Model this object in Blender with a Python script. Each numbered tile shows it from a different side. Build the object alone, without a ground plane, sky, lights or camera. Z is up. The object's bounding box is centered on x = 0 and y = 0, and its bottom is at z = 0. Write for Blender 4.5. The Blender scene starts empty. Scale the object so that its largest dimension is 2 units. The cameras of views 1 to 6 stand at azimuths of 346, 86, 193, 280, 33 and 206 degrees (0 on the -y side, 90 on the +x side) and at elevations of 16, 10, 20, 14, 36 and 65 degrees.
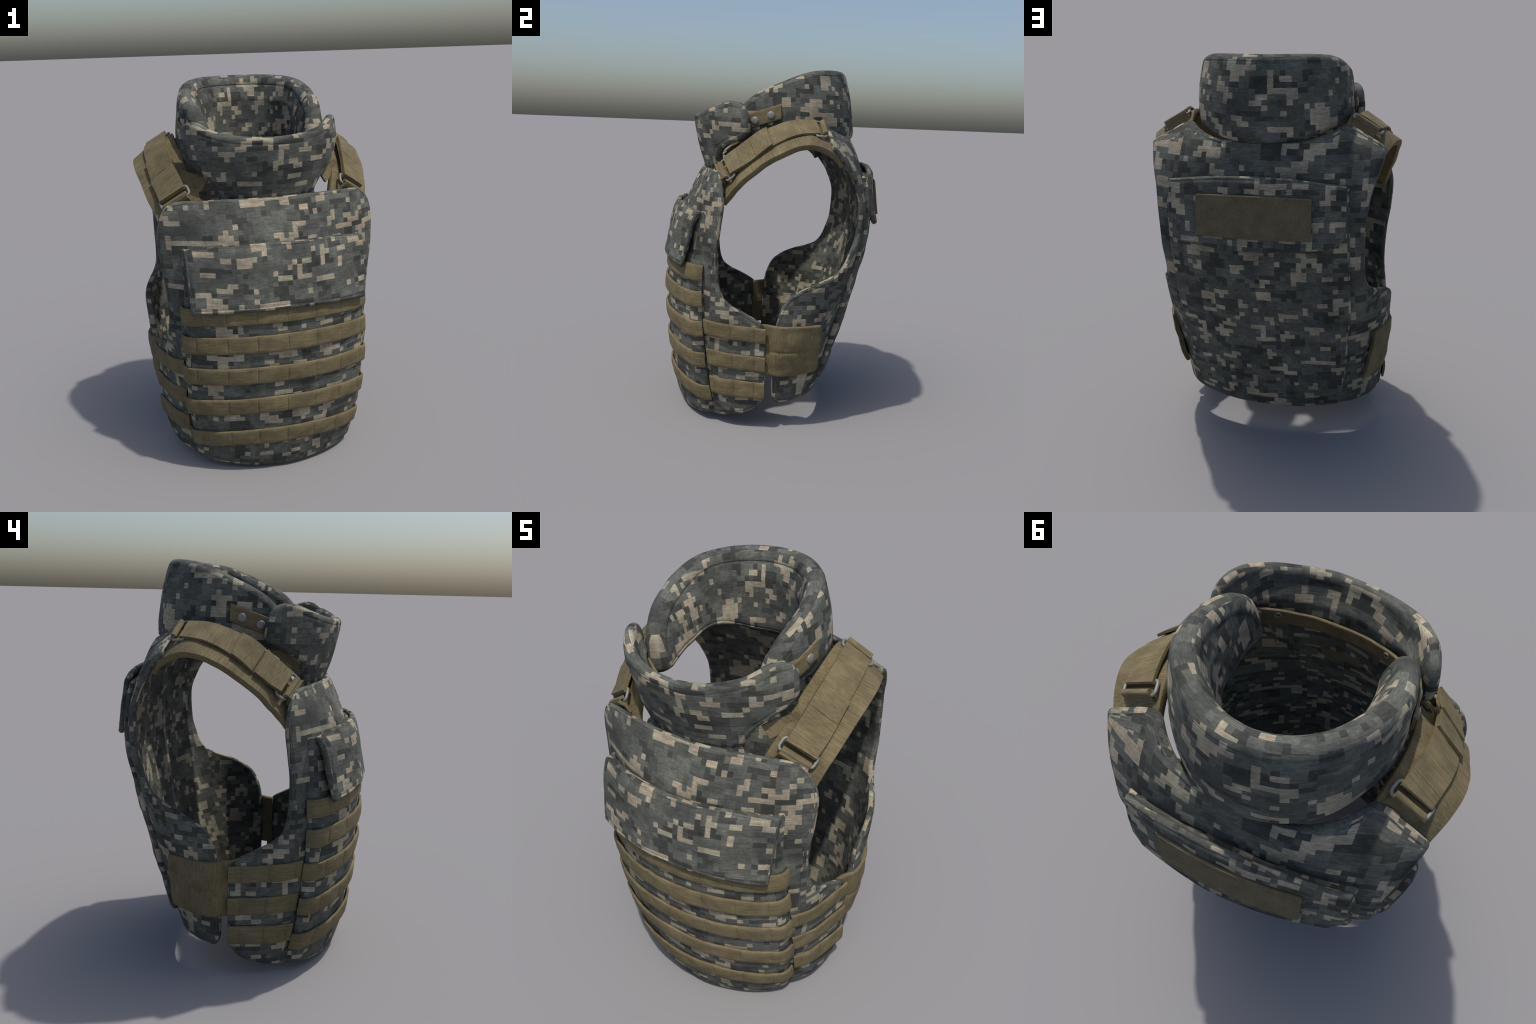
import bpy, math, random
import numpy as np
from mathutils import Vector, noise
from mathutils.geometry import delaunay_2d_cdt

random.seed(7)
rng = np.random.default_rng(7)

# ------------------------------------------------------------------ curves
def catmull(pts, per=12, closed=False):
    """Centripetal-ish smooth curve through control points."""
    p = np.array(pts, float)
    n = len(p)
    out = []
    last = n if closed else n - 1
    for i in range(last):
        if closed:
            a, b, c, d = p[(i - 1) % n], p[i], p[(i + 1) % n], p[(i + 2) % n]
        else:
            b, c = p[i], p[i + 1]
            a = p[i - 1] if i else 2 * b - c
            d = p[i + 2] if i + 2 < n else 2 * c - b
        lab, lbc, lcd = (max(np.linalg.norm(q), 1e-6) for q in (b - a, c - b, d - c))
        m1 = (c - a) / (lab + lbc) * lbc
        m2 = (d - b) / (lbc + lcd) * lbc
        t = np.linspace(0, 1, per, endpoint=False)[:, None]
        out.append((2*t**3 - 3*t**2 + 1)*b + (t**3 - 2*t**2 + t)*m1 + (3*t**2 - 2*t**3)*c + (t**3 - t**2)*m2)
    if not closed:
        out.append(p[-1:])
    return np.vstack(out)


def resample(p, step, closed=False):
    q = np.vstack([p, p[:1]]) if closed else p
    s = np.concatenate([[0], np.cumsum(np.linalg.norm(np.diff(q, axis=0), axis=1))])
    n = max(3, int(round(s[-1] / step)))
    t = np.linspace(0, s[-1], n + 1)
    r = np.stack([np.interp(t, s, q[:, k]) for k in range(q.shape[1])], 1)
    return r[:-1] if closed else r


def spline1(xs, ys):
    """Smooth 1-D interpolation (monotone-limited cubic), linear outside."""
    xs, ys = np.array(xs, float), np.array(ys, float)
    h = np.diff(xs)
    d = np.diff(ys, axis=0) / h.reshape(-1, *([1] * (ys.ndim - 1)))
    m = np.empty_like(ys)
    m[0], m[-1] = d[0], d[-1]
    m[1:-1] = np.where(d[:-1] * d[1:] <= 0, 0, 2 * d[:-1] * d[1:] / np.where(np.abs(d[:-1] + d[1:]) < 1e-9, 1, d[:-1] + d[1:]))

    def f(x):
        x = np.asarray(x, float)
        i = np.clip(np.searchsorted(xs, x) - 1, 0, len(h) - 1)
        t = (x - xs[i]) / h[i]
        tc = np.clip(t, 0, 1)
        e = lambda a: a.reshape(a.shape + (1,) * (ys.ndim - 1))
        hh = e(h[i])
        t_, o = e(tc), e(t - tc)
        y = (2*t_**3 - 3*t_**2 + 1)*ys[i] + (t_**3 - 2*t_**2 + t_)*hh*m[i] + (3*t_**2 - 2*t_**3)*ys[i+1] + (t_**3 - t_**2)*hh*m[i+1]
        return y + np.where(o < 0, m[i], m[i+1]) * o * hh
    return f


def fbm(P, scale, octaves=2, seed=0.0):
    return np.array([noise.fractal(Vector((p[0]*scale[0] + seed, p[1]*scale[1] - seed*.7, p[2]*scale[2] + seed*1.3)), 1.0, 2.0, octaves) for p in P])


# ------------------------------------------------------------------ surfaces
class Shell:
    """Vertical wrap-round cloth surface, mirror symmetric in x.
    levels: list of (z, [(x, y) at each station])."""
    def __init__(self, stations, levels):
        z = [l[0] for l in levels]
        self.u = stations
        data = np.array([l[1] for l in levels], float)      # levels, stations, 2
        self.fz = spline1(z, data)
        self.n = len(stations)
        self.dense = np.linspace(0, stations[-1], 181)

    def P(self, u, v):
        u, v = np.asarray(u, float), np.asarray(v, float)
        pts = self.fz(v)                                      # N, stations, 2
        a = np.abs(u)
        xs = np.array(self.u)
        h = np.diff(xs)
        d = np.diff(pts, axis=1) / h[None, :, None]
        m = np.empty_like(pts)
        m[:, 1:-1] = (d[:, :-1] * h[None, 1:, None] + d[:, 1:] * h[None, :-1, None]) / (h[:-1] + h[1:])[None, :, None]
        m[:, 0] = np.stack([d[:, 0, 0], 0 * d[:, 0, 1]], 1)   # symmetric: flat across the middle
        m[:, -1] = d[:, -1]
        i = np.clip(np.searchsorted(xs, a) - 1, 0, self.n - 2)
        r = np.arange(len(a))
        t = (a - xs[i]) / h[i]
        o = np.clip(t - 1, 0, None)[:, None] * h[i][:, None]
        t = np.clip(t, 0, 1)[:, None]
        hh = h[i][:, None]
        q = (2*t**3 - 3*t**2 + 1)*pts[r, i] + (t**3 - 2*t**2 + t)*hh*m[r, i] + (3*t**2 - 2*t**3)*pts[r, i+1] + (t**3 - t**2)*hh*m[r, i+1] + o*m[r, i+1]
        return np.stack([np.sign(u) * q[:, 0] + (u == 0) * 0, q[:, 1], v], 1)


class Ruled:
    """Strip between two edge curves; u in 0..1 along, v in -1..1 across."""
    def __init__(self, left, right, camber=0.0, mirror=False, flip=False):
        self.a, self.b = (resample(catmull(c, 16), 0.004) for c in (left, right))
        self.c, self.mir, self.flip = camber, mirror, flip

    def _at(self, c, u):
        t = np.linspace(0, 1, len(c))
        o = np.clip(u, 0, 1)
        p = np.stack([np.interp(o, t, c[:, k]) for k in range(3)], 1)
        return p + np.clip(u - 1, 0, None)[:, None]*(c[-1]-c[-2])*(len(c)-1) + np.clip(u, None, 0)[:, None]*(c[1]-c[0])*(len(c)-1)

    def P(self, u, v):
        u, v = np.asarray(u, float), np.asarray(v, float)
        a, b = self._at(self.a, u), self._at(self.b, u)
        p = a + (b - a) * ((v + 1) / 2)[:, None]
        if self.c:
            p = p + np.array([0, 0, 1.0]) * (self.c * (1 - v**2))[:, None]
        if self.mir:
            p = p * np.array([-1, 1, 1])
        return p


def normals(S, u, v, toward=None, e=2e-3):
    """Unit normals; 'toward' gives a function P -> direction the normal should face."""
    du = (S.P(u + e, v) - S.P(u - e, v))
    dv = (S.P(u, v + e) - S.P(u, v - e))
    n = np.cross(du, dv)
    n /= np.linalg.norm(n, axis=1)[:, None] + 1e-12
    P = S.P(u, v)
    t = toward(P)
    s = np.sign((n * t).sum(1))
    s[s == 0] = 1
    return n * s[:, None]


outward = lambda P: P * np.array([1, 1, 0]) + np.array([0, 0, 1e-3])
upward = lambda P: np.stack([P[:, 0] * .6, P[:, 1] * .3, np.full(len(P), 1.0)], 1)

# ------------------------------------------------------------------ meshes
ROOT = None
def add(name, verts, faces, mat, parent=None, smooth=True):
    me = bpy.data.meshes.new(name)
    me.from_pydata([tuple(map(float, v)) for v in verts], [], faces)
    me.update()
    if smooth:
        me.polygons.foreach_set("use_smooth", [True] * len(me.polygons))
    me.materials.append(mat)
    ob = bpy.data.objects.new(name, me)
    bpy.context.scene.collection.objects.link(ob)
    ob.parent = parent or ROOT
    return ob


def edge_distance(pts, loop):
    a, b = loop, np.roll(loop, -1, 0)
    d = b - a
    L = (d**2).sum(1) + 1e-12
    out = np.empty(len(pts))
    for k in range(0, len(pts), 4000):
        p = pts[k:k+4000]
        w = p[:, None] - a[None]
        t = np.clip((w * d).sum(2) / L, 0, 1)
        out[k:k+4000] = np.sqrt(((w - t[..., None] * d)**2).sum(2).min(1))
    return out


def inside(pts, loop):
    a, b = loop, np.roll(loop, -1, 0)
    c = np.zeros(len(pts), bool)
    for (x1, y1), (x2, y2) in zip(a, b):
        if y1 == y2:
            continue
        hit = ((y1 > pts[:, 1]) != (y2 > pts[:, 1])) & (pts[:, 0] < (x2 - x1) * (pts[:, 1] - y1) / (y2 - y1) + x1)
        c ^= hit
    return c


def pad(name, S, outline, mat, thick=0.03, r=0.02, base=0.0, step=0.014, toward=outward, bulge=0.0, under=0.0, wrinkle=None, stitch=(), parent=None, power=.5, floor=None, closed_smooth=False):
    """A sewn panel: an outline on surface S, given thickness and a rolled rim.
    base: height of the underside over S (number or function); thick: body depth.
    bulge: extra puff in the middle; stitch: distances of sewn grooves from the rim."""
    loop = resample(np.array(outline, float), step * .7, True)
    area = ((loop[:, 0] * np.roll(loop[:, 1], -1)) - np.roll(loop[:, 0], -1) * loop[:, 1]).sum()
    if area < 0:
        loop = loop[::-1]
    tan = np.roll(loop, -1, 0) - np.roll(loop, 1, 0)
    tan /= np.linalg.norm(tan, axis=1)[:, None] + 1e-12
    inn = np.stack([-tan[:, 1], tan[:, 0]], 1)
    ds = [.06*r, .22*r, .5*r, .8*r, 1.15*r]
    for s in stitch:
        ds += [s - .004, s, s + .004]
    ds = sorted(d for d in ds if d > 0)
    pts = [loop]
    for d in ds:
        q = loop + inn * d
        q = q[inside(q, loop)]
        pts.append(q[edge_distance(q, loop) > .93 * d])
    lo, hi = loop.min(0), loop.max(0)
    gx, gy = np.arange(lo[0], hi[0], step), np.arange(lo[1], hi[1], step * .87)
    g = np.stack(np.meshgrid(gx, gy), -1)
    g[1::2, :, 0] += step / 2
    g = g.reshape(-1, 2)
    g = g[inside(g, loop)]
    g = g[edge_distance(g, loop) > max(ds) + .5 * step]
    allp = np.vstack(pts + [g])
    n = len(loop)
    co, _, tri, *_ = delaunay_2d_cdt([Vector(p) for p in allp], [(i, (i + 1) % n) for i in range(n)], [], 1, 1e-5)
    uv = np.array([tuple(c) for c in co])
    dist = edge_distance(uv, loop)
    rim = dist < 1e-5
    k = np.clip(dist / r, 0, 1)
    prof = (1 - (1 - k)**2)**power
    P, N = S.P(uv[:, 0], uv[:, 1]), normals(S, uv[:, 0], uv[:, 1], toward)
    bs = base(uv) if callable(base) else np.full(len(uv), base)
    half = thick / 2
    top = half * prof + bulge * np.clip(dist / max(dist.max(), 1e-6), 0, 1)**.6
    for s in stitch:
        top = top - .0022 * np.exp(-((dist - s) / .003)**2)
    if wrinkle is not None:
        top = top + wrinkle(P, uv) * np.clip(dist / .03, 0, 1)
    T = P + N * (bs + half + top)[:, None]
    B = P + N * (bs + half - half * prof - (under(uv, dist) if callable(under) else under * np.clip((dist - r * .6) / .10, 0, 1)**1.2))[:, None]
    idx = np.arange(len(uv))
    inner = idx[~rim]
    bi = idx.copy()
    bi[inner] = len(uv) + np.arange(len(inner))
    # orientation
    faces = []
    for f in tri:
        a, b, c = f[0], f[1], f[2]
        nn = np.cross(P[b] - P[a], P[c] - P[a])
        if (nn * N[a]).sum() < 0:
            a, b, c = a, c, b
        faces.append((int(a), int(b), int(c)))
        faces.append((int(bi[a]), int(bi[c]), int(bi[b])))
    return add(name, np.vstack([T, B[inner]]), faces, mat, parent)


def strip(name, S, us, vlo, vhi, mat, thick=0.012, off=0.0, toward=outward, pinch=(), puff=0.004, parent=None, nv=7, edge=.35, sag=None, wob=0.0, seed=0.0, cap=True):
    """Webbing: a flat ribbon laid on S from us[0] to us[-1], with sewn pinches."""
    us = np.asarray(us, float)
    if len(pinch):
        extra = np.array([p + d for p in pinch for d in (-.005, -.0025, 0, .0025, .005)])
        rev = us[-1] < us[0]
        us = np.unique(np.round(np.concatenate([us, extra[(extra > us.min()) & (extra < us.max())]]), 5))
        us = us[::-1] if rev else us
    lo = vlo(us) if callable(vlo) else np.full(len(us), vlo, float)
    hi = vhi(us) if callable(vhi) else np.full(len(us), vhi, float)
    # ring profile: (fraction across, height 0..1)
    t = np.linspace(0, 1, nv)
    e = min(edge * thick / max(np.mean(hi - lo), 1e-6), .2)
    prof = [(0, .5), (e * .3, .85)] + [(e + (1 - 2*e) * x, 1.0) for x in t] + [(1 - e * .3, .85), (1, .5), (1 - e * .3, .15)] + [(e + (1 - 2*e) * x, 0.0) for x in t[::-1]] + [(e * .3, .15)]
    prof = np.array(prof)
    m, n = len(prof), len(us)
    U = np.repeat(us, m)
    fr, hgt = np.tile(prof[:, 0], n), np.tile(prof[:, 1], n)
    V = np.repeat(lo, m) + np.repeat(hi - lo, m) * fr
    pz = np.zeros(n)
    if len(pinch):
        dmin = np.min(np.abs(us[:, None] - np.array(pinch)[None]), 1)
        pz = -1.2 * puff * np.exp(-(dmin / .0035)**2) + puff * .9 * np.clip(dmin / .07, 0, 1)
    O = off(U, V) if callable(off) else np.full(len(U), off, float)
    P, N = S.P(U, V), normals(S, U, V, toward)
    H = O + hgt * thick + np.repeat(pz, m) * (.35 + .65 * np.sin(np.pi * np.clip(fr, 0, 1)))
    if wob:
        H = H + wob * fbm(P, (9, 9, 14), 2, seed)
    X = P + N * H[:, None]
    faces = []
    for i in range(n - 1):
        for j in range(m):
            a, b = i * m + j, i * m + (j + 1) % m
            faces.append((a, b, b + m, a + m))
    if cap:
        faces += [tuple(range(m))[::-1], tuple((n - 1) * m + j for j in range(m))]
    ob = add(name, X, faces, mat, parent)
    fix_normals(ob)
    sharpen(ob, 50)
    return ob


def fix_normals(ob):
    import bmesh
    bm = bmesh.new()
    bm.from_mesh(ob.data)
    bmesh.ops.recalc_face_normals(bm, faces=bm.faces)
    bm.to_mesh(ob.data)
    bm.free()


def sharpen(ob, deg):
    ob.data.set_sharp_from_angle(angle=math.radians(deg))


def tube(name, path, rad, mat, closed=True, sides=10, parent=None):
    p = np.array(path, float)
    n = len(p)
    tan = np.roll(p, -1, 0) - np.roll(p, 1, 0)
    if not closed:
        tan[0], tan[-1] = p[1] - p[0], p[-1] - p[-2]
    tan /= np.linalg.norm(tan, axis=1)[:, None]
    c = p.mean(0)
    w = np.linalg.svd(p - c)[2][2]
    verts, faces = [], []
    for i in range(n):
        a = np.cross(tan[i], w)
        a /= np.linalg.norm(a)
        for k in range(sides):
            th = math.tau * k / sides
            verts.append(p[i] + rad * (a * math.cos(th) + w * math.sin(th)))
    last = n if closed else n - 1
    for i in range(last):
        for k in range(sides):
            q = ((i + 1) % n) * sides
            faces.append((i*sides + k, i*sides + (k+1) % sides, q + (k+1) % sides, q + k))
    if not closed:
        faces += [tuple(range(sides))[::-1], tuple((n-1)*sides + k for k in range(sides))]
    ob = add(name, verts, faces, mat, parent)
    fix_normals(ob)
    return ob


def dome(name, centre, axis, rad, height, mat, parent=None, hole=0.0):
    """Snap cap (hole = 0) or eyelet ring (hole > 0): a profile turned about an axis."""
    ax = Vector(axis).normalized()
    q = ax.to_track_quat('Z', 'Y')
    if hole:
        prof = [(hole, -.3*height), (hole, .6*height), ((hole+rad)/2, height), (rad*.95, .6*height), (rad, -.3*height)]
    else:
        prof = [(0.0, height)] + [(rad * math.sin(a), height * (.25 + .75 * math.cos(a))) for a in np.linspace(.25, 1.4, 6)] + [(rad, 0), (rad, -.5*height)]
    seg = 24
    verts, faces = [], []
    for (r_, h_) in prof:
        for k in range(seg):
            th = math.tau * k / seg
            verts.append(Vector(centre) + q @ Vector((r_ * math.cos(th), r_ * math.sin(th), h_)))
    for i in range(len(prof) - 1):
        for k in range(seg):
            faces.append((i*seg + k, i*seg + (k+1) % seg, (i+1)*seg + (k+1) % seg, (i+1)*seg + k))
    if hole:
        i = len(prof) - 1
        for k in range(seg):
            faces.append((i*seg + k, i*seg + (k+1) % seg, (k+1) % seg, k))
    else:
        faces.append(tuple((len(prof)-1)*seg + k for k in range(seg)))
    ob = add(name, verts, faces, mat, parent)
    import bmesh
    bm = bmesh.new(); bm.from_mesh(ob.data)
    bmesh.ops.remove_doubles(bm, verts=bm.verts, dist=1e-6)
    bmesh.ops.recalc_face_normals(bm, faces=bm.faces)
    bm.to_mesh(ob.data); bm.free()
    return ob


def sym(half):
    """Mirror a right-half outline (from bottom middle to top middle) into a closed loop."""
    h = np.array(half, float)
    left = h[::-1] * np.array([-1, 1])
    return np.vstack([h, left[1:-1] if abs(h[0, 0]) < 1e-9 else left])


# ------------------------------------------------------------------ materials
class Nodes:
    def __init__(self, name):
        self.mat = bpy.data.materials.new(name)
        self.mat.use_nodes = True
        self.t = self.mat.node_tree
        self.bsdf = self.t.nodes["Principled BSDF"]

    def n(self, kind, **kw):
        x = self.t.nodes.new(kind)
        for k, v in kw.items():
            setattr(x, k, v)
        return x

    def put(self, socket, v):
        if isinstance(v, bpy.types.NodeSocket):
            self.t.links.new(v, socket)
        elif v is not None:
            socket.default_value = v

    def math(self, op, a, b=None, c=None):
        x = self.n("ShaderNodeMath", operation=op)
        for i, v in enumerate((a, b, c)):
            if v is not None:
                self.put(x.inputs[i], v)
        return x.outputs[0]

    def vmath(self, op, a, b=None):
        x = self.n("ShaderNodeVectorMath", operation=op)
        self.put(x.inputs[0], a)
        if b is not None:
            self.put(x.inputs[1], b)
        return x.outputs[0]

    def noise(self, vec, scale=1.0, detail=2.0, rough=.5, dims='3D'):
        x = self.n("ShaderNodeTexNoise", noise_dimensions=dims)
        self.put(x.inputs["Vector"], vec)
        x.inputs["Scale"].default_value = scale
        x.inputs["Detail"].default_value = detail
        x.inputs["Roughness"].default_value = rough
        return x.outputs["Fac"]

    def mix(self, f, a, b, blend='MIX'):
        x = self.n("ShaderNodeMix", data_type='RGBA', blend_type=blend)
        self.put(x.inputs[0], f)
        self.put(x.inputs[6], a)
        self.put(x.inputs[7], b)
        return x.outputs[2]

    def maprange(self, v, a, b, c, d):
        x = self.n("ShaderNodeMapRange")
        for i, q in enumerate((v, a, b, c, d)):
            self.put(x.inputs[i], q)
        return x.outputs[0]

    def xyz(self, x, y, z):
        c = self.n("ShaderNodeCombineXYZ")
        for i, q in enumerate((x, y, z)):
            self.put(c.inputs[i], q)
        return c.outputs[0]


def grey(v):
    return (v, v, v, 1)


LIGHT = (.305, .262, .195, 1)
MID = (.104, .108, .094, 1)
DARK = (.051, .053, .047, 1)
PIXEL = .0245

def camo(name, seed, ring=0.0, sign=1.0):
    """Digital camouflage: square cells, three tones in ragged blocks, over a ribbed weave."""
    s = Nodes(name)
    tc = s.n("ShaderNodeTexCoord")
    pos = s.n("ShaderNodeSeparateXYZ"); s.put(pos.inputs[0], tc.outputs["Object"])
    nor = s.n("ShaderNodeSeparateXYZ"); s.put(nor.inputs[0], s.vmath('ABSOLUTE', tc.outputs["Normal"]))
    ax, ay, az = nor.outputs
    side = s.math('GREATER_THAN', ax, s.math('MULTIPLY', ay, 1.15))
    flat = s.math('GREATER_THAN', az, s.math('MULTIPLY', s.math('MAXIMUM', ax, ay), 1.25))
    side = s.math('MULTIPLY', side, s.math('SUBTRACT', 1.0, flat))
    h = s.math('ADD', s.math('MULTIPLY', pos.outputs[0], s.math('SUBTRACT', 1.0, side)), s.math('MULTIPLY', s.math('ADD', pos.outputs[1], .37), side))
    if ring:   # cloth wrapped round the neck: measure along the ring instead
        raw = s.n("ShaderNodeSeparateXYZ"); s.put(raw.inputs[0], tc.outputs["Normal"])
        rad = s.math('SQRT', s.math('ADD', s.math('POWER', pos.outputs[0], 2.0), s.math('POWER', pos.outputs[1], 2.0)))
        along = s.math('ABSOLUTE', s.math('DIVIDE', s.math('SUBTRACT', s.math('MULTIPLY', raw.outputs[0], pos.outputs[1]), s.math('MULTIPLY', raw.outputs[1], pos.outputs[0])), rad))
        end = s.math('GREATER_THAN', along, .78)
        h = s.math('MULTIPLY', s.math('ARCTAN2', pos.outputs[0], s.math('MULTIPLY', pos.outputs[1], sign)), ring)
        h = s.math('ADD', s.math('MULTIPLY', h, s.math('SUBTRACT', 1.0, end)), s.math('MULTIPLY', rad, end))
    across = pos.outputs[1]
    if ring:
        across = rad
    v = s.math('ADD', s.math('MULTIPLY', pos.outputs[2], s.math('SUBTRACT', 1.0, flat)), s.math('MULTIPLY', across, flat))
    # slight drape of the cloth so that the cells are not perfectly ruled
    warp = s.noise(tc.outputs["Object"], 4.0, 1.0)
    h = s.math('ADD', h, s.maprange(warp, 0, 1, -.010, .010))
    v = s.math('ADD', v, s.maprange(s.noise(s.vmath('ADD', tc.outputs["Object"], (5, 3, 1)), 4.0, 1.0), 0, 1, -.012, .012))
    # ragged weave along cell borders
    fray = s.noise(s.xyz(s.math('MULTIPLY', h, 60), s.math('MULTIPLY', v, 420), seed), 1.0, 1.0)
    hj = s.math('ADD', h, s.maprange(fray, .3, .7, -.0014, .0014))
    ch = s.math('FLOOR', s.math('DIVIDE', s.math('ADD', hj, seed * .313), PIXEL))
    cv = s.math('FLOOR', s.math('DIVIDE', s.math('ADD', v, seed * .177), PIXEL))
    ch2 = s.math('FLOOR', s.math('DIVIDE', ch, 2.0))
    jit = s.n("ShaderNodeTexWhiteNoise", noise_dimensions='3D')
    s.put(jit.inputs["Vector"], s.xyz(ch2, cv, seed))
    jit1 = s.n("ShaderNodeTexWhiteNoise", noise_dimensions='3D')
    s.put(jit1.inputs["Vector"], s.xyz(ch, cv, seed + 3.3))
    j = s.math('ADD', s.math('MULTIPLY', jit.outputs[0], .6), s.math('MULTIPLY', jit1.outputs[0], .4))

    def blobs(ph, fx, fy, off, amount):
        n_ = s.noise(s.xyz(s.math('MULTIPLY', ch, fx), s.math('MULTIPLY', cv, fy), ph), 1.0, 1.0, .4)
        return s.math('ADD', n_, s.math('MULTIPLY', s.math('SUBTRACT', j, .5), amount))

    light = s.math('GREATER_THAN', blobs(seed + 11.1, .30, .41, 0, .16), .592)
    dark = s.math('GREATER_THAN', blobs(seed + 47.7, .22, .38, 0, .16), .520)
    half = s.math('GREATER_THAN', blobs(seed + 83.2, .20, .31, 0, .22), .53)
    col = s.mix(half, MID, tuple(MID[i] * .78 for i in range(3)) + (1,))
    col = s.mix(dark, col, s.mix(half, DARK, tuple(DARK[i] * 1.5 for i in range(3)) + (1,)))
    tint = s.mix(s.math('GREATER_THAN', jit.outputs[0], .86), LIGHT, (.282, .268, .192, 1))
    col = s.mix(light, col, tint)
    # woven streaks, then fine mottling and broad soft dark patches
    streak = s.noise(s.xyz(s.math('MULTIPLY', h, 26), s.math('MULTIPLY', v, 230), s.math('ADD', seed, s.math('MULTIPLY', pos.outputs[1], 3.0))), 1.0, 3.0, .65)
    col = s.mix(1.0, col, s.mix(s.maprange(streak, .3, .7, 0, 1), grey(.70), grey(1.32)), 'MULTIPLY')
    mottle = s.noise(s.vmath('ADD', tc.outputs["Object"], (seed, 0, 0)), 9.0, 5.0, .68)
    col = s.mix(1.0, col, s.mix(s.maprange(mottle, .33, .67, 0, 1), (.72, .72, .71, 1), (1.23, 1.23, 1.22, 1)), 'MULTIPLY')
    dark_patch = s.noise(s.vmath('ADD', tc.outputs["Object"], (0, seed, 2)), 5.0, 4.0, .6)
    col = s.mix(1.0, col, s.mix(s.maprange(dark_patch, .36, .60, 0, 1), (.78, .79, .81, 1), (1.07, 1.07, 1.06, 1)), 'MULTIPLY')
    speck = s.noise(tc.outputs["Object"], 75.0, 3.0, .7)
    col = s.mix(.8, col, s.mix(s.maprange(speck, .3, .7, 0, 1), grey(.80), grey(1.18)), 'MULTIPLY')
    s.put(s.bsdf.inputs["Base Color"], col)
    s.bsdf.inputs["Roughness"].default_value = .92
    s.bsdf.inputs["Specular IOR Level"].default_value = .22
    b = s.n("ShaderNodeBump")
    b.inputs["Strength"].default_value = .35
    b.inputs["Distance"].default_value = .003
    crumple = s.noise(tc.outputs["Object"], 22.0, 3.0, .6)
    s.put(b.inputs["Height"], s.math('ADD', s.math('MULTIPLY', streak, .5), s.math('ADD', crumple, s.math('MULTIPLY', speck, .25))))
    s.put(s.bsdf.inputs["Normal"], b.outputs[0])
    return s.mat


TAN = (.142, .115, .063, 1)

def webbing(name, across, base=TAN, tilt=0.0):
    """Nylon webbing; across = noise scale per axis, large where the ribs repeat.
    tilt follows straps that fall away sideways, so that ribs run square across them."""
    s = Nodes(name)
    tc = s.n("ShaderNodeTexCoord")
    co = tc.outputs["Object"]
    if tilt:
        q = s.n("ShaderNodeSeparateXYZ"); s.put(q.inputs[0], co)
        wide = s.math('ABSOLUTE', q.outputs[0])
        co = s.xyz(q.outputs[0], s.math('SUBTRACT', q.outputs[1], s.math('MULTIPLY', wide, .28)), s.math('ADD', q.outputs[2], s.math('MULTIPLY', wide, tilt)))
    rib = s.noise(s.vmath('MULTIPLY', co, across), 1.0, 2.0, .6)
    thread = s.noise(s.vmath('MULTIPLY', co, tuple(a * .35 + 40 for a in across)), 1.0, 2.0, .6)
    wear = s.noise(co, 11.0, 5.0, .65)
    col = s.mix(1.0, base, s.mix(s.maprange(rib, .3, .7, 0, 1), grey(.77), grey(1.22)), 'MULTIPLY')
    col = s.mix(1.0, col, s.mix(s.maprange(thread, .3, .7, 0, 1), grey(.9), grey(1.1)), 'MULTIPLY')
    col = s.mix(1.0, col, s.mix(s.maprange(wear, .33, .67, 0, 1), (.80, .79, .76, 1), (1.18, 1.18, 1.16, 1)), 'MULTIPLY')
    s.put(s.bsdf.inputs["Base Color"], col)
    s.bsdf.inputs["Roughness"].default_value = .85
    s.bsdf.inputs["Specular IOR Level"].default_value = .25
    b = s.n("ShaderNodeBump")
    b.inputs["Strength"].default_value = .4
    b.inputs["Distance"].default_value = .002
    s.put(b.inputs["Height"], s.math('ADD', rib, s.math('MULTIPLY', wear, .8)))
    s.put(s.bsdf.inputs["Normal"], b.outputs[0])
    return s.mat


def metal(name, col, rough):
    s = Nodes(name)
    tc = s.n("ShaderNodeTexCoord")
    w = s.noise(tc.outputs["Object"], 60.0, 3.0)
    s.put(s.bsdf.inputs["Base Color"], s.mix(w, tuple(c * .8 for c in col) + (1,), tuple(c * 1.15 for c in col) + (1,)))
    s.bsdf.inputs["Metallic"].default_value = .15
    s.bsdf.inputs["Roughness"].default_value = rough
    return s.mat


M_FRONT, M_POUCH, M_FLAP = camo("camouflage_chest", 1.0), camo("camouflage_pouch", 4.2), camo("camouflage_flap", 9.1)
M_BACK, M_BPOUCH, M_BFLAP = camo("camouflage_back", 14.3), camo("camouflage_back_pouch", 21.6), camo("camouflage_back_flap", 27.9)
M_COLLAR, M_GUARD = camo("camouflage_collar", 33.4, .39, 1.0), camo("camouflage_throat", 41.8, .42, -1.0)
W_BAND = webbing("webbing_along", (14, 14, 300))
W_SIDE = webbing("webbing_upright", (240, 240, 12))
W_STRAP = webbing("webbing_cross", (4, 190, 190), tilt=.62)
W_PATCH = webbing("hook_and_loop_cloth", (240, 240, 240), (.122, .101, .060, 1))
METAL = metal("steel_wire", (.20, .205, .18), .5)
SNAP = metal("snap_metal", (.20, .195, .18), .42)

# ------------------------------------------------------------------ the vest
ROOT = bpy.data.objects.new("armour_vest", None)
bpy.context.scene.collection.objects.link(ROOT)
ROOT["label"] = "padded military body armour vest in grey digital camouflage with tan webbing"
ROOT["category"] = "body armour"

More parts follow.
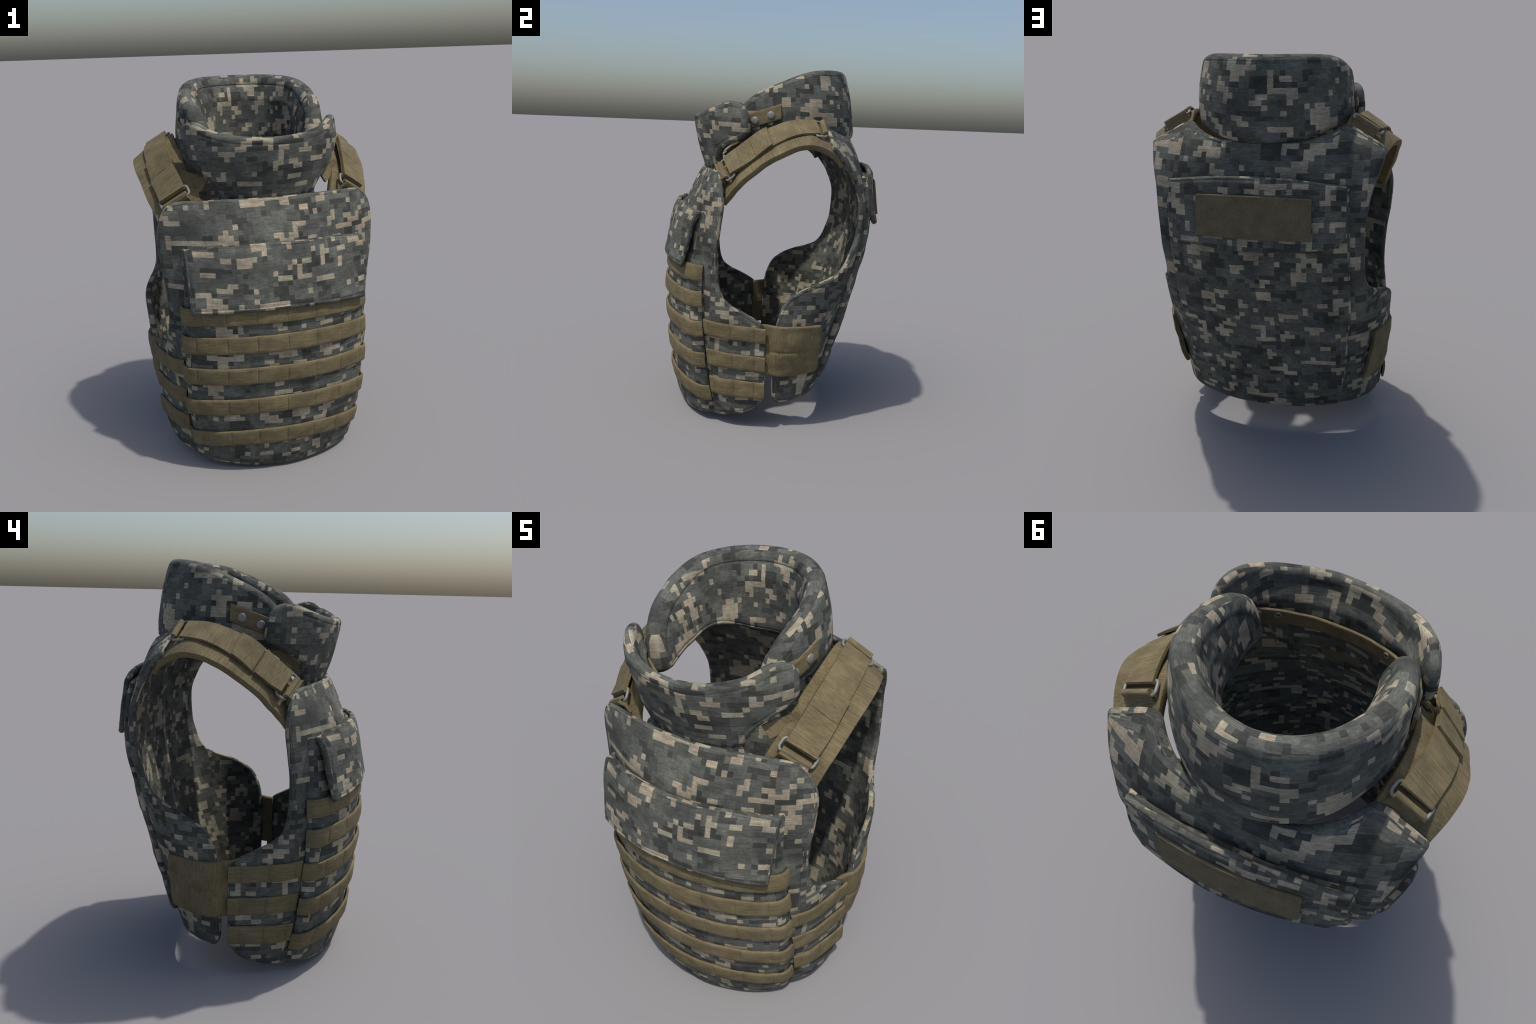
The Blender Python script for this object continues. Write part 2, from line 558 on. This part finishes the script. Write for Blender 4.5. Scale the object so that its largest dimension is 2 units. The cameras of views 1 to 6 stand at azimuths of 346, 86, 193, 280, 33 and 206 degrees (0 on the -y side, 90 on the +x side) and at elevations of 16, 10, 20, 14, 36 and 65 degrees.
# ---- front carrier shell: stations A(mid) .. H(side, far back)
FU = [0, .2, .36, .475, .6, .73, .86, 1.0]
def fsec(ya, D, E, F, G, H, pw=2.0):
    xd, yd = D
    B, C = .2 * xd / .475, .36 * xd / .475
    return [(0, ya), (B, ya + (yd - ya) * (B / xd)**pw), (C, ya + (yd - ya) * (C / xd)**pw), D, E, F, G, H]
FRONT = Shell(FU, [
    (-.02, fsec(-.470, (.422, -.300), (.480, -.228), (.508, -.145), (.532, -.040), (.536, .08))),
    (.06, fsec(-.505, (.438, -.306), (.498, -.231), (.527, -.146), (.547, -.040), (.550, .08))),
    (.20, fsec(-.538, (.450, -.325), (.508, -.242), (.540, -.150), (.563, -.040), (.568, .08))),
    (.40, fsec(-.566, (.460, -.354), (.517, -.262), (.549, -.158), (.574, -.042), (.580, .08))),
    (.60, fsec(-.582, (.468, -.376), (.531, -.287), (.562, -.168), (.584, -.045), (.588, .08))),
    (.80, fsec(-.582, (.472, -.386), (.538, -.304), (.570, -.180), (.588, -.045), (.592, .08))),
    (1.0, fsec(-.558, (.474, -.384), (.553, -.308), (.580, -.180), (.590, -.045), (.594, .08))),
    (1.13, fsec(-.530, (.478, -.372), (.572, -.300), (.588, -.170), (.590, -.045), (.594, .08))),
    (1.25, fsec(-.500, (.484, -.358), (.577, -.290), (.594, -.160), (.592, -.045), (.594, .08))),
    (1.34, fsec(-.461, (.482, -.350), (.567, -.290), (.592, -.160), (.592, -.045), (.594, .08))),
    (1.44, fsec(-.408, (.474, -.328), (.541, -.283), (.582, -.160), (.590, -.045), (.594, .08))),
])
front_half = [(0, .008), (.2, .010), (.34, .019), (.45, .034), (.55, .050), (.66, .066), (.75, .085), (.81, .112), (.85, .16), (.866, .22),
              (.868, .36), (.868, .50), (.862, .57), (.845, .61), (.80, .642), (.74, .675), (.675, .71), (.625, .755), (.598, .84), (.588, 1.0),
              (.590, 1.13), (.595, 1.27), (.588, 1.33), (.563, 1.382), (.525, 1.414), (.46, 1.432), (.3, 1.437), (0, 1.437)]
fo = catmull(front_half, 10)
front = pad("front_panel", FRONT, sym(fo), M_FRONT, thick=.026, r=.013, base=-.026, stitch=(.020,),
            wrinkle=lambda P, uv: .006 * fbm(P, (6, 6, 3), 2, 1.0))

# ---- plate pocket on the chest: a box of cloth, rounded front corners, sides running back to the carrier
def psec(ya, depth=.19, w=1.0):
    k = depth / .19
    return [(0, ya)] + [(x * w, ya + y * k) for x, y in ((.20, .026), (.340, .080), (.408, .121), (.446, .152), (.459, .180), (.460, .225))]
POCKET = Shell([0, .201, .353, .428, .474, .510, .553], [
    (-.02, psec(-.496, .208, .92)), (.04, psec(-.524, .206, .935)), (.12, psec(-.545, .203, .955)), (.20, psec(-.558, .198, .975)),
    (.32, psec(-.574, .192, 1.008)), (.42, psec(-.586, .19, 1.022)), (.52, psec(-.594, .19, 1.03)), (.62, psec(-.602, .19, 1.03)), (.75, psec(-.607, .19, 1.028)), (.88, psec(-.602, .188, 1.02)),
    (1.0, psec(-.580, .18)), (1.13, psec(-.555, .165)), (1.23, psec(-.528, .14)),
])
po = [(-.545, .048), (-.42, .030), (-.2, .013), (0, .008), (.2, .013), (.42, .030), (.545, .048), (.548, .6), (.545, 1.205), (.2, 1.222), (0, 1.224), (-.2, 1.222), (-.545, 1.205), (-.548, .6)]
po = np.vstack([resample(np.array([po[i], po[(i+1) % len(po)]]), .02)[:-1] for i in range(len(po))])
pouch = pad("plate_pocket", POCKET, po, M_POUCH, thick=.024, r=.012, base=-.024, wrinkle=lambda P, uv: .006 * fbm(P, (7, 7, 4), 2, 6.0), stitch=())

# ---- five rows of webbing over the pocket
rows = [(.838, .830, .010), (.690, .684, .012), (.523, .516, .020), (.352, .336, .032), (.166, .138, .044)]
st = [-.435, -.285, -.14, .005, .15, .295, .435]
BH = .090
for k, (zc, ze, _) in enumerate(rows):
    f = lambda u, a=zc + .012, b=ze: a - (a - b) * np.clip(np.abs(u) / .47, 0, 1.1)**2
    sh = rng.normal(0, .004)
    us = np.arange(-.545, .5451, .006)
    strip("webbing_row", POCKET, us, f, lambda u, f=f: f(u) + BH, W_BAND, thick=.013, off=.002,
          pinch=[x + sh for x in st], puff=.003, parent=pouch, wob=.004, seed=k * 3.1)

# ---- chest flap
FL = spline1([.86, .90, 1.04, 1.13, 1.195, 1.225, 1.243, 1.252, 1.265],
             np.array([(-.640, .116), (-.634, .116), (-.609, .125), (-.594, .130), (-.577, .142), (-.563, .160), (-.551, .164), (-.543, .166), (-.53, .165)]))
class Flap:
    def P(self, u, v):
        q = FL(v)
        x = u * (.985 - .025 * np.clip((1.21 - v) / .31, -.2, 1))
        return np.stack([x, q[:, 0] + q[:, 1] * (np.abs(u) / .47)**2.05, v], 1)
fl = [(-.470, .902), (-.2, .920), (0, .924), (.2, .918), (.470, .897), (.476, 1.0), (.478, 1.1), (.478, 1.212), (.3, 1.236), (0, 1.246), (-.3, 1.238), (-.470, 1.214), (-.474, 1.1), (-.472, 1.0)]
fl = np.vstack([resample(np.array([fl[i], fl[(i+1) % len(fl)]]), .015)[:-1] for i in range(len(fl))])
flap = pad("chest_flap", Flap(), fl, M_FLAP, thick=.032, r=.016, base=-.028, step=.012, stitch=(.02,),
           wrinkle=lambda P, uv: .009 * fbm(P, (5, 5, 3), 2, 3.0), parent=pouch)

# ---- side webbing on the front wings
for sgn in (1, -1):
    for k, (z0, z1, h0, h1) in enumerate([(.528, .508, .088, .086), (.350, .342, .095, .088), (.185, .186, .100, .096)]):
        us = np.arange(.482, .8701, .006)
        if sgn < 0:
            us = -us[::-1]
        t = lambda u: (np.abs(u) - .482) / .388
        lo = lambda u, a=z0, b=z1, t=t: a + (b - a) * t(u)
        hi = lambda u, a=z0 + h0, b=z1 + h1, t=t: a + (b - a) * t(u)
        strip("side_webbing", FRONT, us, lo, hi, W_BAND, thick=.013, off=.001, pinch=[sgn * x for x in (.52, .665, .805)], puff=.003, parent=front, wob=.004, seed=20 + k + 5 * sgn)

# ---- back carrier shell
BU = [0, .2, .4, .51, .62, .76, .89, 1.02]
def bsec(ya, C, D, E, F, G, H):
    return [(0, ya), (C[0] * .5, ya + (C[1] - ya) * .16), C, D, E, F, G, H]
BACK = Shell(BU, [
    (.10, bsec(.302, (.375, .222), (.440, .187), (.490, .135), (.525, .065), (.538, .005), (.543, -.10))),
    (.20, bsec(.319, (.385, .251), (.455, .202), (.500, .144), (.536, .076), (.553, .005), (.556, -.11))),
    (.30, bsec(.352, (.392, .284), (.465, .224), (.514, .161), (.551, .083), (.566, .005), (.568, -.11))),
    (.40, bsec(.380, (.398, .312), (.475, .248), (.531, .178), (.565, .090), (.577, .005), (.576, -.11))),
    (.60, bsec(.437, (.400, .368), (.485, .306), (.551, .228), (.592, .118), (.597, .010), (.592, -.11))),
    (.75, bsec(.478, (.405, .410), (.495, .350), (.568, .255), (.607, .136), (.605, .015), (.597, -.11))),
    (.90, bsec(.512, (.405, .450), (.503, .400), (.568, .315), (.617, .160), (.608, .02), (.60, -.1))),
    (1.0, bsec(.530, (.405, .475), (.508, .430), (.573, .338), (.62, .18), (.61, .03), (.60, -.1))),
    (1.1, bsec(.542, (.405, .496), (.510, .458), (.580, .370), (.62, .20), (.61, .04), (.60, -.1))),
    (1.26, bsec(.540, (.405, .504), (.512, .467), (.585, .385), (.62, .22), (.61, .05), (.60, -.1))),
    (1.40, bsec(.515, (.405, .474), (.518, .434), (.595, .370), (.62, .22), (.61, .05), (.60, -.1))),
    (1.49, bsec(.492, (.405, .440), (.525, .390), (.600, .330), (.62, .20), (.61, .05), (.60, -.1))),
    (1.57, bsec(.466, (.400, .396), (.524, .335), (.602, .275), (.62, .15), (.61, .02), (.60, -.1))),
    (1.63, bsec(.440, (.394, .332), (.510, .268), (.592, .225), (.62, .10), (.61, .0), (.60, -.1))),
    (1.70, bsec(.400, (.388, .245), (.495, .190), (.585, .16), (.62, .05), (.61, -.05), (.60, -.1))),
])
back_half = [(0, .134), (.25, .138), (.42, .150), (.55, .156), (.68, .150), (.80, .148), (.86, .164), (.888, .215), (.892, .40), (.890, .58), (.872, .68),
             (.83, .763), (.76, .812), (.69, .845), (.62, .872), (.555, .907), (.522, .965), (.512, 1.1), (.513, 1.26), (.528, 1.39), (.553, 1.48), (.582, 1.552), (.588, 1.575),
             (.566, 1.592), (.50, 1.628), (.43, 1.672), (.385, 1.680), (.345, 1.662), (.29, 1.644), (.2, 1.625), (0, 1.618)]
back = pad("back_panel", BACK, sym(catmull(back_half, 10)), M_BACK, thick=.034, r=.017, base=-.034, stitch=(.02,),
           wrinkle=lambda P, uv: .007 * fbm(P, (6, 6, 3), 2, 9.0))

bp = [(-.395, .255), (-.2, .215), (0, .205), (.2, .215), (.395, .255), (.415, .5), (.435, .8), (.432, 1.1), (.420, 1.42), (0, 1.43), (-.420, 1.42), (-.432, 1.1), (-.435, .8), (-.415, .5)]
bp = np.vstack([resample(np.array([bp[i], bp[(i+1) % len(bp)]]), .02)[:-1] for i in range(len(bp))])
bpouch = pad("back_plate_pocket", BACK, bp, M_BPOUCH, thick=.040, r=.022, base=-.014, stitch=(.03,), wrinkle=lambda P, uv: .010 * fbm(P, (8, 8, 5), 3, 12.0))

BF = spline1([1.08, 1.13, 1.20, 1.30, 1.38, 1.42, 1.44, 1.455, 1.47], np.array([.638, .629, .606, .591, .579, .574, .562, .544, .52]))
class BackFlap:
    def P(self, u, v):
        return np.stack([u, BF(v) - .32 * u**2, v + .028 * (1 - (u / .43)**2) * np.clip((v - 1.28) / .16, 0, 1)], 1)
bf = [(-.426, 1.205), (-.375, 1.160), (-.1, 1.142), (.1, 1.138), (.375, 1.158), (.426, 1.203), (.432, 1.3), (.426, 1.442), (.2, 1.452), (0, 1.454), (-.2, 1.452), (-.426, 1.442), (-.432, 1.3)]
bf = np.vstack([resample(np.array([bf[i], bf[(i+1) % len(bf)]]), .015)[:-1] for i in range(len(bf))])
bflap = pad("back_flap", BackFlap(), bf, M_BFLAP, thick=.030, r=.014, base=-.026, step=.012, stitch=(.018,), wrinkle=lambda P, uv: .008 * fbm(P, (6, 6, 4), 2, 15.0), parent=bpouch)
pt = [(-.272, 1.196), (.272, 1.196), (.272, 1.380), (-.272, 1.380)]
pt = np.vstack([resample(np.array([pt[i], pt[(i+1) % 4]]), .01)[:-1] for i in range(4)])
pad("back_patch", BackFlap(), pt, W_PATCH, thick=.018, r=.007, base=.000, step=.012, parent=bflap, stitch=(.012,))

# ---- broad elastic side straps bridging back and front, standing proud of the body
SIDE = Shell([0, .10, .19, .27, .34, .40], [
    (.31, [(.480, .256), (.530, .178), (.565, .100), (.574, .025), (.556, -.030), (.548, -.08)]),
    (.46, [(.518, .262), (.567, .179), (.596, .100), (.594, .025), (.564, -.030), (.552, -.08)]),
    (.62, [(.547, .268), (.590, .183), (.612, .100), (.606, .025), (.572, -.030), (.556, -.08)]),
])
class SideStrap:
    def __init__(self, sgn):
        self.s = sgn
    def P(self, u, v):
        return SIDE.P(np.abs(u) + 1e-9, v) * np.array([self.s, 1, 1])
for sgn in (1, -1):
    strip("side_strap", SideStrap(sgn), np.linspace(.012, .385, 50), lambda u: .325 - .008 * np.sin(np.pi * u / .4), lambda u: .612 + 0 * u, W_SIDE, thick=.026, wob=.005, seed=31 + sgn, puff=0, nv=45,
          off=lambda U, V: -.022 - .004 * np.exp(-((V - .463) / .005)**2) + .004 * np.sin(np.pi * np.clip((V - .33) / .135 % 1, 0, 1)))

# ---- shoulder pads and straps
PAD_IN = [(.315, -.330, 1.370), (.340, -.279, 1.438), (.365, -.223, 1.500), (.380, -.110, 1.588), (.395, .03, 1.664), (.395, .109, 1.690), (.385, .19, 1.690), (.370, .27, 1.640), (.365, .30, 1.595)]
PAD_OUT = [(.530, -.285, 1.255), (.558, -.215, 1.345), (.583, -.150, 1.412), (.605, -.05, 1.490), (.616, .02, 1.530), (.617, .10, 1.562), (.602, .18, 1.570), (.575, .255, 1.545), (.550, .315, 1.505), (.540, .338, 1.475)]
STRAP_IN = [(.416, -.287, 1.492), (.436, -.200, 1.562), (.452, -.105, 1.634), (.461, .003, 1.688), (.448, .10, 1.710), (.428, .205, 1.712)]
STRAP_OUT = [(.530, -.250, 1.418), (.546, -.149, 1.484), (.558, -.054, 1.560), (.566, .04, 1.616), (.558, .12, 1.640), (.540, .215, 1.648)]

def rounded_rect(w, l, r, n=6):
    pts = []
    for cx, cy, a0 in ((w/2 - r, l/2 - r, 0), (-w/2 + r, l/2 - r, 90), (-w/2 + r, -l/2 + r, 180), (w/2 - r, -l/2 + r, 270)):
        for k in range(n + 1):
            a = math.radians(a0 + 90 * k / n)
            pts.append((cx + r * math.cos(a), cy + r * math.sin(a)))
    return pts

for mir in (False, True):
    flip = np.array([-1, 1, 1]) if mir else np.array([1, 1, 1])
    SP = Ruled(PAD_IN, PAD_OUT, camber=.014, mirror=mir)
    sp = strip("shoulder_pad", SP, np.linspace(0, 1, 110), -1, 1, W_STRAP, thick=.034, off=-.017, toward=upward, edge=.9, nv=16, wob=.004, seed=41 + mir)
    SS = Ruled(STRAP_IN, STRAP_OUT, mirror=mir)
    ss = strip("shoulder_strap", SS, np.linspace(0, .985, 110), -1, 1, W_STRAP, thick=.012, off=-.008, toward=upward, nv=8, wob=.004, seed=45 + mir)
    if mir:
        strip("strap_tail", SS, np.linspace(.29, .51, 30), -1.03, 1.03, W_STRAP, thick=.011, off=.005, toward=upward, nv=8, parent=ss, wob=.004, seed=48)
        strip("strap_fold", SS, np.linspace(-.004, .275, 40), -1.02, 1.02, W_STRAP, thick=.009, off=lambda U, V: .002 + .010 * np.clip((U - .1) / .17, 0, 1), toward=upward, nv=8, parent=ss, wob=.004, seed=49)
    else:
        strip("strap_tail", SS, np.linspace(-.004, .50, 60), -1.02, 1.02, W_STRAP, thick=.010, off=lambda U, V: .002 + .006 * np.clip((U - .25) / .2, 0, 1), toward=upward, nv=8, parent=ss, pinch=(.30,), puff=.003, wob=.003, seed=47)
    for ua, ub in ((-.012, .022), (.955, .990)):
        strip("strap_loop", SS, np.linspace(ua, ub, 6), -1.0, 1.0, W_STRAP, thick=.024, off=-.022, toward=upward, nv=8, edge=.5, puff=0, parent=ss)
    tb = Ruled([(.290, -.268, 1.512), (.345, -.225, 1.540), (.41, -.175, 1.560)], [(.326, -.264, 1.458), (.380, -.225, 1.490), (.43, -.175, 1.515)], mirror=mir)
    strip("neck_tab", tb, np.linspace(0, 1, 16), -1, 1, W_STRAP, thick=.012, off=-.006, toward=upward, nv=6, parent=sp)
    # rectangular wire rings, each with its keeper of webbing
    for u0, name in ((-.002, 'front'), (.985, 'back')):
        o = np.array([u0]); z = np.array([0.0])
        c = SS.P(o, z)[0]
        w = SS.P(o, z + 1)[0] - SS.P(o, z - 1)[0]
        width = np.linalg.norm(w); w /= width
        t = SS.P(o + .03, z)[0] - SS.P(o - .03, z)[0]
        t /= np.linalg.norm(t)
        if name == 'front':
            t = -t
        nrm = np.cross(w, t); nrm *= np.sign(nrm[2]); 
        c = c + t * .012 - nrm * .010
        path = [c + w * x + t * y - nrm * (.10 * (y + .03)) for x, y in rounded_rect(width + .022, .056, .016, 3)]
        tube("strap_ring", path, .0068, METAL, parent=ss)
        # keeper: loops round the outer bar and runs down to the panel
        c2 = c + t * .024
        down = t * .034 - nrm * .056 if name == 'front' else t * .034 - nrm * .050
        a0 = c2 - w * width * .5
        L = [a0 + nrm * .006 - t * .016, a0 + nrm * .018 - t * .006, a0 + nrm * .016 + t * .010, a0 + down * .45 + nrm * .003, a0 + down]
        R = [q + w * width for q in L]
        strip("ring_keeper", Ruled(L, R), np.linspace(0, 1, 24), -.96, .96, W_STRAP, thick=.016, off=-.016, toward=upward, nv=6, parent=ss, edge=.6)

# ---- nape collar
CU = [0, .165, .33, .485, .63, .77, .90, 1.03]
def csec(a, yback, y0=.06, bf=.50):
    """Oval ring seen from above: half width a, back at yback, centre line y0."""
    pts = []
    for deg in (0, 24, 48, 71, 92, 112, 130, 148):
        t = math.radians(deg)
        pts.append((a * math.sin(t), y0 + ((yback - y0) if deg < 90 else bf) * math.cos(t)))
    return pts
COLLAR = Shell(CU, [
    (1.52, csec(.376, .462)),
    (1.62, csec(.383, .470)),
    (1.72, csec(.386, .462)),
    (1.84, csec(.378, .443, .055)),
    (1.95, csec(.358, .417, .050)),
    (2.02, csec(.342, .396, .045)),
])
collar_half = [(0, 1.600), (.16, 1.604), (.30, 1.626), (.43, 1.645), (.56, 1.640), (.70, 1.615), (.80, 1.585), (.85, 1.575), (.885, 1.59), (.893, 1.63), (.885, 1.70),
               (.865, 1.755), (.80, 1.828), (.70, 1.896), (.58, 1.952), (.45, 1.988), (.30, 2.003), (.15, 2.008), (0, 2.009)]
rim = np.array(collar_half[11:])[::-1]
def lining(uv, dist):
    """Inner padding: grows downwards from the rim, and stays full to the lower edge."""
    depth = np.interp(np.abs(uv[:, 0]), rim[:, 0], rim[:, 1]) - uv[:, 1]
    seam = .0045 * np.exp(-((dist - .040) / .004)**2)
    return -seam + (.030 * np.clip((depth - .02) / .09, 0, 1) + .050 * np.clip((depth - .05) / .28, 0, 1)) * np.clip(dist / .022, 0, 1)**.5 * np.clip((.98 - np.abs(uv[:, 0])) / .30, 0, 1)
collar = pad("nape_collar", COLLAR, sym(catmull(collar_half, 12)), M_COLLAR, thick=.088, r=.042, base=-.088, under=lining, step=.012, stitch=(.040,),
             wrinkle=lambda P, uv: .005 * fbm(P, (7, 7, 5), 2, 18.0))

# ---- throat guard
GU = [0, .163, .324, .446, .54, .62]
def gsec(y0, s, f):
    base = [(0, 0), (.163, .028), (.310, .108), (.383, .210), (.416, .297), (.430, .375)]
    return [(x * s, y0 + y * f) for x, y in base]
GUARD = Shell(GU, [
    (1.28, gsec(-.372, .90, .75)),
    (1.44, gsec(-.398, .92, .85)),
    (1.52, gsec(-.424, .95, .95)),
    (1.60, gsec(-.446, .985, 1.0)),
    (1.70, gsec(-.464, 1.0, 1.0)),
    (1.80, gsec(-.468, .985, 1.02)),
])
guard_half = [(0, 1.395), (.262, 1.395), (.272, 1.42), (.285, 1.45), (.325, 1.51), (.38, 1.548), (.44, 1.575), (.505, 1.602), (.54, 1.638), (.547, 1.69), (.532, 1.748), (.50, 1.788), (.45, 1.803), (.40, 1.799),
              (.30, 1.766), (.16, 1.738), (0, 1.728)]
guard = pad("throat_guard", GUARD, sym(catmull(guard_half, 12)), M_GUARD, thick=.048, r=.024, base=-.046, under=.040, step=.012, stitch=(.034,),
            wrinkle=lambda P, uv: .006 * fbm(P, (7, 7, 5), 2, 24.0))

# tan tabs with two snaps each, running from the collar into the guard
for sgn in (1, -1):
    t0 = (.585, .775)
    us = np.linspace(.655, .875, 44)
    us = us if sgn > 0 else -us[::-1]
    lo = lambda u: 1.713 - (np.abs(u) - .655) * .42
    tab = strip("collar_tab", COLLAR, us, lo, lambda u: lo(u) + .082, W_BAND, thick=.010, off=.001, puff=0, nv=8, parent=collar, wob=.002, seed=52)
    for y, z in ((-.041, 1.732), (-.125, 1.701)):
        uu = np.linspace(.5, .9, 400)
        q = COLLAR.P(uu, np.full(400, z))
        i = np.argmin(np.abs(q[:, 1] - y))
        p, nn = q[i] * np.array([sgn, 1, 1]), normals(COLLAR, np.array([sgn * uu[i]]), np.array([z]), outward)[0]
        dome("snap_button", p + nn * .011, nn, .0215, .009, SNAP, parent=tab)

# strap inside the guard with eyelets, and the hanging flap with its fastening patch
class Inner:
    def P(self, u, v):
        p = GUARD.P(u, v)
        return p - normals(GUARD, u, v, outward) * .060
class InnerBand:
    """Curved strap dipping from the tabs to the middle of the guard."""
    def __init__(self):
        half = [(.10, -.330, 1.578), (.205, -.296, 1.597), (.300, -.236, 1.625), (.356, -.150, 1.660)]
        self.c = catmull([(-x, y, z) for x, y, z in half[::-1]] + [(0, -.338, 1.573)] + half, 12)
    def P(self, u, v):
        t = np.linspace(-1, 1, len(self.c))
        p = np.stack([np.interp(u, t, self.c[:, k]) for k in range(3)], 1)
        return p + np.stack([0*v, 0*v, v], 1)
IB = InnerBand()
inward = lambda P: -outward(P)
ib = strip("eyelet_strap", IB, np.linspace(-.99, .99, 90), -.036, .036, W_BAND, thick=.012, off=0, toward=inward, puff=0, parent=guard, wob=.003, seed=61)
for u in (-.68, -.52, .52, .68):
    o, z = np.array([u]), np.array([0.014])
    p, nn = IB.P(o, z)[0], normals(IB, o, z, inward, 8e-3)[0]
    dome("eyelet", p + nn * .012, nn, .014, .005, SNAP, parent=ib, hole=.007)
class Hang:
    """Hangs down the inside of the chest from the foot of the throat guard."""
    def P(self, u, v):
        return np.stack([u, FRONT.P(u, v)[:, 1] + .042 + .10 * np.clip(v - 1.34, 0, 1), v], 1)
hp = catmull([(-.25, 1.425), (-.225, 1.22), (-.185, 1.02), (-.12, .92), (0, .885), (.12, .92), (.185, 1.02), (.225, 1.22), (.25, 1.425), (.1, 1.43), (-.1, 1.43)], 8, True)
hang = pad("neck_flap", Hang(), hp, M_GUARD, thick=.012, r=.006, base=0, step=.016, toward=inward, parent=guard)
pp = np.vstack([resample(np.array(q), .01)[:-1] for q in zip([(-.09, 1.22), (.09, 1.22), (.09, 1.40), (-.09, 1.40)], [(.09, 1.22), (.09, 1.40), (-.09, 1.40), (-.09, 1.22)])])
pad("neck_patch", Hang(), pp, W_PATCH, thick=.008, r=.004, base=.010, step=.016, toward=inward, parent=hang)

# ---- sit on the ground, centred
bpy.context.view_layer.update()
lo, hi = np.full(3, 9.0), np.full(3, -9.0)
for o in bpy.data.objects:
    if o.type == 'MESH':
        v = np.empty(len(o.data.vertices) * 3)
        o.data.vertices.foreach_get("co", v)
        v = v.reshape(-1, 3)
        lo, hi = np.minimum(lo, v.min(0)), np.maximum(hi, v.max(0))
print("BOUNDS", lo, hi)
